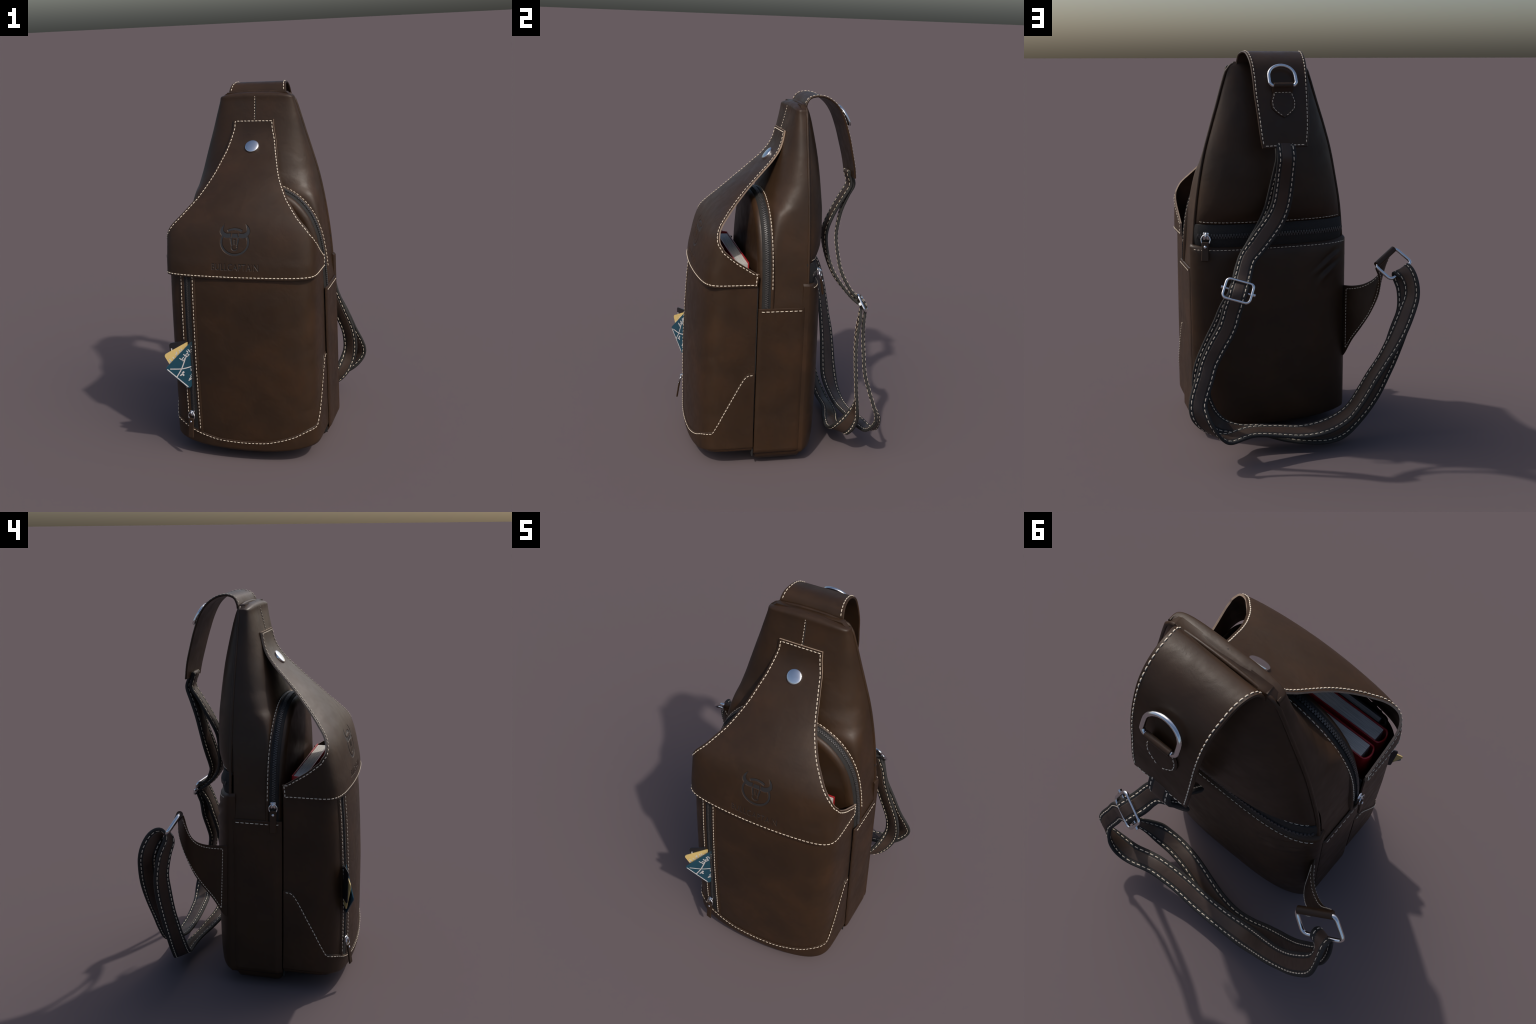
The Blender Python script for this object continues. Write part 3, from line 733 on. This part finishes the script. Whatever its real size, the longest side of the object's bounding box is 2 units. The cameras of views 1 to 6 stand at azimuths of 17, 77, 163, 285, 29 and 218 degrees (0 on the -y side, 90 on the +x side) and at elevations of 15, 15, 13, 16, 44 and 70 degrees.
# along behind the bag, just above the ground
st((.370, .418, .155), (.360, .516, .138)); st((.297, .406, .158), (.290, .501, .142)); st((.164, .397, .145), (.165, .494, .118)); st((.063, .399, .131), (.065, .498, .100)); st((-.022, .398, .132), (-.015, .499, .096))
st((-.110, .396, .150), (-.095, .499, .106)); st((-.188, .394, .181), (-.162, .498, .132)); st((-.245, .396, .228), (-.218, .498, .172)); st((-.288, .402, .304), (-.284, .499, .252)); st((-.330, .410, .382), (-.340, .502, .345))
st((-.386, .418, .465), (-.402, .502, .440)); st((-.425, .420, .545), (-.466, .496, .525)); st((-.465, .415, .635), (-.518, .493, .612)); st((-.503, .405, .718), (-.560, .482, .705)); st((-.534, .390, .768), (-.583, .470, .775))
st((-.541, .373, .815), (-.588, .450, .838)); st((-.528, .354, .860), (-.583, .418, .890)); st((-.508, .340, .876), (-.575, .380, .915)); st((-.496, .324, .868), (-.570, .345, .915))
# back from the ring
st((-.508, .310, .833), (-.580, .332, .872)); st((-.525, .320, .784), (-.596, .362, .795)); st((-.522, .338, .690), (-.588, .388, .665)); st((-.484, .345, .600), (-.552, .398, .552)); st((-.437, .345, .462), (-.507, .394, .430))
st((-.392, .342, .365), (-.466, .393, .338)); st((-.336, .336, .252), (-.410, .394, .230)); st((-.262, .337, .152), (-.322, .410, .128)); st((-.180, .346, .090), (-.212, .443, .050)); st((-.100, .352, .078), (-.110, .457, .030))
st((0, .342, .086), (0, .444, .036)); st((.100, .317, .096), (.105, .415, .052)); st((.200, .290, .110), (.205, .388, .082)); st((.300, .275, .112), (.305, .372, .098)); st((.360, .278, .134), (.388, .370, .112)); st((.408, .291, .174), (.466, .370, .134))
st((.450, .325, .235), (.526, .383, .190)); st((.478, .362, .290), (.560, .386, .268)); st((.496, .385, .340), (.578, .372, .350)); st((.494, .384, .420), (.580, .360, .425)); st((.478, .382, .500), (.565, .359, .490)); st((.432, .388, .600), (.522, .363, .598))
st((.385, .402, .700), (.476, .378, .700)); st((.360, .418, .780), (.447, .397, .780)); st((.330, .438, .835), (.412, .410, .845)); st((.316, .450, .852), (.398, .418, .872))

NR = 900
mid = spline((np.array(EA)+np.array(EB))/2, NR)
# sample the edges at matching stations
def spl_par(pts, n):
    P = np.array(pts, float); per = 24
    return spline_raw(P, per)
def spline_raw(P, per):
    P = np.vstack([2*P[0]-P[1], P, 2*P[-1]-P[-2]]); out = []
    for i in range(1, len(P)-2):
        t = np.linspace(0, 1, per, endpoint=False)[:, None]
        p0, p1, p2, p3 = P[i-1:i+3]
        out.append(.5*((2*p1) + (-p0+p2)*t + (2*p0-5*p1+4*p2-p3)*t*t + (-p0+3*p1-3*p2+p3)*t**3))
    return np.vstack(out + [P[-2:-1]])
ra, rb = spline_raw(np.array(EA), 12), spline_raw(np.array(EB), 12)
rc = (ra+rb)/2; sl_ = np.r_[0, np.cumsum(np.linalg.norm(np.diff(rc, axis=0), axis=1))]; qs = np.linspace(0, sl_[-1], NR)
ip = lambda A: np.stack([np.interp(qs, sl_, A[:, k]) for k in range(3)], 1)
ra, rb = ip(ra), ip(rb)
for _ in range(6):                                             # leather does not kink: relax the edges a little
    for A in (ra, rb): A[1:-1] = .5*A[1:-1] + .25*(A[:-2] + A[2:])
C = (ra+rb)/2; Wd = unit(rb-ra); hw = np.linalg.norm(rb-ra, axis=1)/2
hw = .55*hw + .45*.0475
T = unit(np.gradient(C, axis=0)); Nn = unit(np.cross(T, Wd)); Wd = unit(np.cross(Nn, T))

def ribbon(name, half, th, mat, cen_u=0.0):
    """closed ribbon with rounded edges along the strap"""
    sec = [(-1, 0), (-.985, .55), (-.93, .92), (-.8, 1), (0, 1), (.8, 1), (.93, .92), (.985, .55), (1, 0), (.985, -.55), (.93, -.92), (.8, -1), (0, -1), (-.8, -1), (-.93, -.92), (-.985, -.55)]
    rows = np.array([[C[i] + Wd[i]*hw[i]*half*a + Nn[i]*th/2*b for a, b in sec] for i in range(NR)])
    k = len(sec); f = grid_faces(NR, k, wrap=True) + [tuple(range(k)), tuple((NR-1)*k+j for j in range(k))]
    return new_obj(name, rows.reshape(-1, 3), f, mat, BAG, fix=True, angle=60)
STRAP = ribbon('shoulder_strap', 1.0, .0155, BLACKW)
ov = ribbon('strap_overlay', .52, .0185, STRAPL)
sbits = Bits()
for side in (-1, 1):
    for e in (-1, 1):
        pth = C + Wd*(hw*.70*e)[:, None] + Nn*(side*.0076)
        add_stitches(sbits, pth, Nn*side, pitch=.0275, length=.0195, w=.0046, lift=.0004, h=.0022)
sbits.build('strap_stitching', THREAD, BAG)

# buckle
bc = V3(.358, .4345, .875); bw = unit(V3(-.13, .058, -.035)); bh = V3(.0425, .04, -.09); bh = unit(bh - bw*np.dot(bh, bw)); bn = np.cross(bw, bh)
if bn[1] < 0: bn = -bn
def rrect(hx, hy, r, n=10):
    o = []
    for cx, cy, a0 in ((hx-r, hy-r, 0), (-hx+r, hy-r, 90), (-hx+r, -hy+r, 180), (hx-r, -hy+r, 270)):
        for a in np.radians(np.linspace(a0, a0+90, n)): o.append((cx+r*math.cos(a), cy+r*math.sin(a)))
    return o
BK = tube('buckle', resample(np.array([bc + bw*a + bh*b for a, b in rrect(.068, .049, .020) + rrect(.068, .049, .020)[:1]]), 110)[:-1] + bn*.002, .0072, STEEL, BAG, closed=True)
tube('buckle_bar', np.array([bc + bw*t - bn*.006 for t in np.linspace(-.080, .080, 8)]), .0052, STEEL, BK)
for sg in (-1, 1): tube('bar_knob', np.array([bc + bw*sg*t - bn*.004 for t in np.linspace(.070, .086, 4)]), .0085, STEEL, BK)

# trapezoid ring, leather loop and the triangular side tab
Rg = [(-.398, .325, .920), (-.532, .264, .994), (-.612, .305, .920), (-.470, .366, .850)]
Rg = [V3(*p) for p in Rg]; rp = []
for i in range(4):
    a, b, c2 = Rg[i-1], Rg[i], Rg[(i+1) % 4]; ra_ = .026
    p0 = b + unit(a-b)*ra_; p1 = b + unit(c2-b)*ra_
    for t in np.linspace(0, 1, 8): rp.append((1-t)**2*p0 + 2*t*(1-t)*b + t*t*p1)
tube('strap_ring', resample(np.array(rp+rp[:1]), 110)[:-1], .0085, STEEL, BAG, closed=True)
d = unit(Rg[1]-Rg[0]); tube('tab_loop', np.array([Rg[0] + d*t for t in np.linspace(.010, np.linalg.norm(Rg[1]-Rg[0])-.010, 12)]), .0165, BROWN, BAG, sides=18)
up_e = spline([(-.308, .070, .766), (-.318, .096, .766), (-.350, .148, .773), (-.392, .192, .790), (-.436, .222, .822), (-.470, .238, .865), (-.500, .248, .925), (-.522, .256, .980)], 50)
lo_e = spline([(-.306, .074, .370), (-.312, .105, .374), (-.342, .168, .484), (-.381, .217, .577), (-.419, .250, .665), (-.441, .282, .760), (-.434, .308, .845), (-.406, .322, .905)], 50)
G = np.array([[up_e[i] + (lo_e[i]-up_e[i])*t + unit(np.cross(lo_e[i]-up_e[i], V3(-.7, .7, 0)))*0 for t in np.linspace(0, 1, 25)] for i in range(50)])
sheet('side_tab', G, .009, BROWN, BAG, toward=(-.2, .6, .6))
gn = grid_normals(G); sb2 = Bits()
for sgn in (-1, 1):
    o = 0 if np.dot(gn.reshape(-1, 3).mean(0), V3(.2, .5, 0))*sgn < 0 else 0
    for path, nm in ((G[6:48, 1], gn[6:48, 1]), (G[6:48, 23], gn[6:48, 23]), (G[6, 1:24], gn[6, 1:24])):
        base_off = nm*0
        inner = np.dot(unit(V3(-.2, .6, .6) - G.reshape(-1, 3).mean(0)), gn.reshape(-1, 3).mean(0)) > 0
        shift = 0 if (sgn > 0) != inner else .009
        add_stitches(sb2, path + nm*sgn*shift, nm*sgn, pitch=.0165, length=.0115, w=.0036)
sb2.build('side_tab_stitching', THREAD, BAG)
stitches.build('seam_stitching', THREAD, BAG); seam_bits.build('centre_stitching', THREAD, BAG)

# ------------------------------------------------------------------ books in the pocket
def book(x0, x1, y0, y1, ztop, cover, label):
    e = empty('book', label, 'book', loc=((x0+x1)/2, (y0+y1)/2, .45))
    off = V3(*e.location); zc = (.45+ztop)/2; hz = (ztop-.45)/2; ct = .006
    def add(o):
        o.parent = e
        for v in o.data.vertices: v.co = Vector(v.co) - Vector(off)
        return o
    for y in (y0+ct/2, y1-ct/2): add(box('cover', ((x0+x1)/2+.006, y, zc), (x1-x0-.03)/2*V3(1, 0, 0), ct/2*V3(0, 1, 0), hz*V3(0, 0, 1), cover, None, bev=.0015))
    # rounded spine
    ym = (y0+y1)/2; hy = (y1-y0)/2; rows = []
    for z in (.45, ztop):
        rows.append([(x0+.024 - .024*math.cos(a)**1.0, ym + hy*math.sin(a), z) for a in np.linspace(-math.pi/2, math.pi/2, 20)])
    G = np.array(rows); P = np.array([G[0]*(1-t) + G[1]*t for t in np.linspace(0, 1, 4)])
    add(sheet('spine', P, ct, cover, None, toward=(x1, ym, zc)))
    pg = add(box('pages', ((x0+x1)/2+.008, ym, zc-.006), (x1-x0-.045)/2*V3(1, 0, 0), (hy-ct-.0005)*V3(0, 1, 0), (hz-.001)*V3(0, 0, 1), PAPER, None))
    return e
book(-.276, .425, -.296, -.226, 1.140, RED, 'thick red hardcover book with cream page edges')
book(-.276, .425, -.380, -.312, 1.135, RED, 'thick red hardcover book with cream page edges')
book(-.235, .395, -.428, -.393, 1.095, DARKCOVER, 'dark brown hardcover book standing in pocket')

# ------------------------------------------------------------------ bank cards poking out of the slot
hdir = unit(V3(.90, .43, 0)); vdir = V3(0, 0, 1); cn = unit(np.cross(vdir, hdir)); cn = cn if cn[1] < 0 else -cn
def card(corner, ang, mat, label, prints):
    a = math.radians(ang); e1 = hdir*math.cos(a) + vdir*math.sin(a); e2 = hdir*math.sin(a) - vdir*math.cos(a)
    c0 = V3(*corner); L, H, th = .285, .178, .0045
    o = rrect(L/2, H/2, .014, 8); n = len(o)
    top = [c0 + e1*(L/2+x) + e2*(H/2+y) + cn*th/2 for x, y in o]; bot = [p - cn*th for p in top]
    f = [tuple(range(n)), tuple(reversed(range(n, 2*n)))] + [(i, i+n, (i+1) % n+n, (i+1) % n) for i in range(n)]
    ob = new_obj('bank_card', top+bot, f, mat, None, fix=True, angle=40); ob['label'] = label; ob['category'] = 'bank card'
    bits = Bits(); pt = lambda u, v: c0 + e1*u*L + e2*v*H + cn*(th/2)
    for kind, *arg in prints:
        if kind == 'blot':
            u, v, r = arg
            for _ in range(9):
                du, dv, rr = RNG.uniform(-r, r), RNG.uniform(-r, r)*.8, r*RNG.uniform(.22, .5)
                k = 8; cc = pt(u+du, v+dv); w = [cc + cn*.0006 + L*rr*RNG.uniform(.6, 1.2)*(math.cos(q)*e1 + math.sin(q)*e2) for q in np.linspace(0, 2*math.pi, k, endpoint=False)]
                bits.add([cc + cn*.0012] + w, [(0, 1+j, 1+(j+1) % k) for j in range(k)])
        elif kind == 'glyphs':
            u, v, cnt, hgt = arg
            for i in range(cnt):
                cx = u + i*hgt*.62
                for k in range(4):                     # a worn, unreadable character: a few strokes
                    wide = k % 2
                    vv, ff = box_verts(pt(cx + RNG.uniform(-.2, .2)*hgt, v + (k-1.5)*.28*hgt + RNG.uniform(-.08, .08)*hgt) + cn*.0003, e1*L*hgt*(RNG.uniform(.16, .26) if wide else .07), e2*H*hgt*(.10 if wide else RNG.uniform(.2, .4)), cn*.0005)
                    bits.add(vv, ff)
        elif kind == 'line':
            pts = spline([pt(u, v) for u, v in arg[0]], 30); N = unit(np.cross(np.gradient(pts, axis=0), cn))
            w = .0028; vv = []
            for p_, n_2 in zip(pts, N): vv += [p_ - n_2*w + cn*.0008, p_ + n_2*w + cn*.0008]
            bits.add(vv, [(2*i, 2*i+1, 2*i+3, 2*i+2) for i in range(29)])
    bits.build('card_print', SILVER, ob, flat=True)
    return ob
card((-.302, -.552, .532), 43, BLUE, 'teal blue plastic bank card with silver print',
     [('glyphs', .36, .18, 5, .12), ('line', [(.06, .12), (.22, .40), (.42, .62), (.6, .9)]), ('blot', .14, .52, .05), ('glyphs', .19, .80, 3, .11), ('glyphs', .33, .66, 3, .12), ('line', [(.12, .80), (.3, .86), (.5, .70)]), ('glyphs', .22, .93, 3, .08), ('line', [(.02, .06), (.02, .94)]), ('glyphs', .42, .84, 4, .11), ('line', [(.03, .45), (.2, .38), (.45, .2)])])
card((-.309, -.538, .606), 25, GOLD, 'gold plastic bank card with silver print',
     [('glyphs', .06, .30, 4, .13), ('blot', .10, .55, .03), ('glyphs', .22, .18, 6, .11), ('glyphs', .20, .42, 5, .14), ('blot', .28, .3, .03)])
card((-.283, -.520, .668), 4, BLACKP, 'black plastic bank card with silver print',
     [('glyphs', .06, .30, 4, .16), ('glyphs', .2, .26, 3, .14), ('glyphs', .08, .5, 5, .14), ('blot', .12, .35, .04)])

# ------------------------------------------------------------------ the bag stands a little fuller on its strap side
for ob in bpy.data.objects:
    if ob.type != 'MESH' or ob.name.split('.')[0] not in ('main_compartment', 'piping', 'lower_gusset', 'back_panel', 'back_pocket', 'back_zip_tape', 'back_zip_teeth', 'arch_zip_tape', 'arch_zip_teeth', 'zip_lip', 'front_panel', 'seam_stitching'): continue
    co = np.empty(len(ob.data.vertices)*3, 'f'); ob.data.vertices.foreach_get('co', co); co = co.reshape(-1, 3)
    k = smooth(-.20, -.15, co[:, 1])*(1-smooth(1.6, 1.93, co[:, 2]))*(1-.4*smooth(1.2, 1.4, co[:, 2]))
    co[:, 0] += k*(-.013*smooth(0, .36, X0-co[:, 0]) + .001*smooth(0, .36, co[:, 0]-X0))
    ob.data.vertices.foreach_set('co', co.ravel()); ob.data.update()
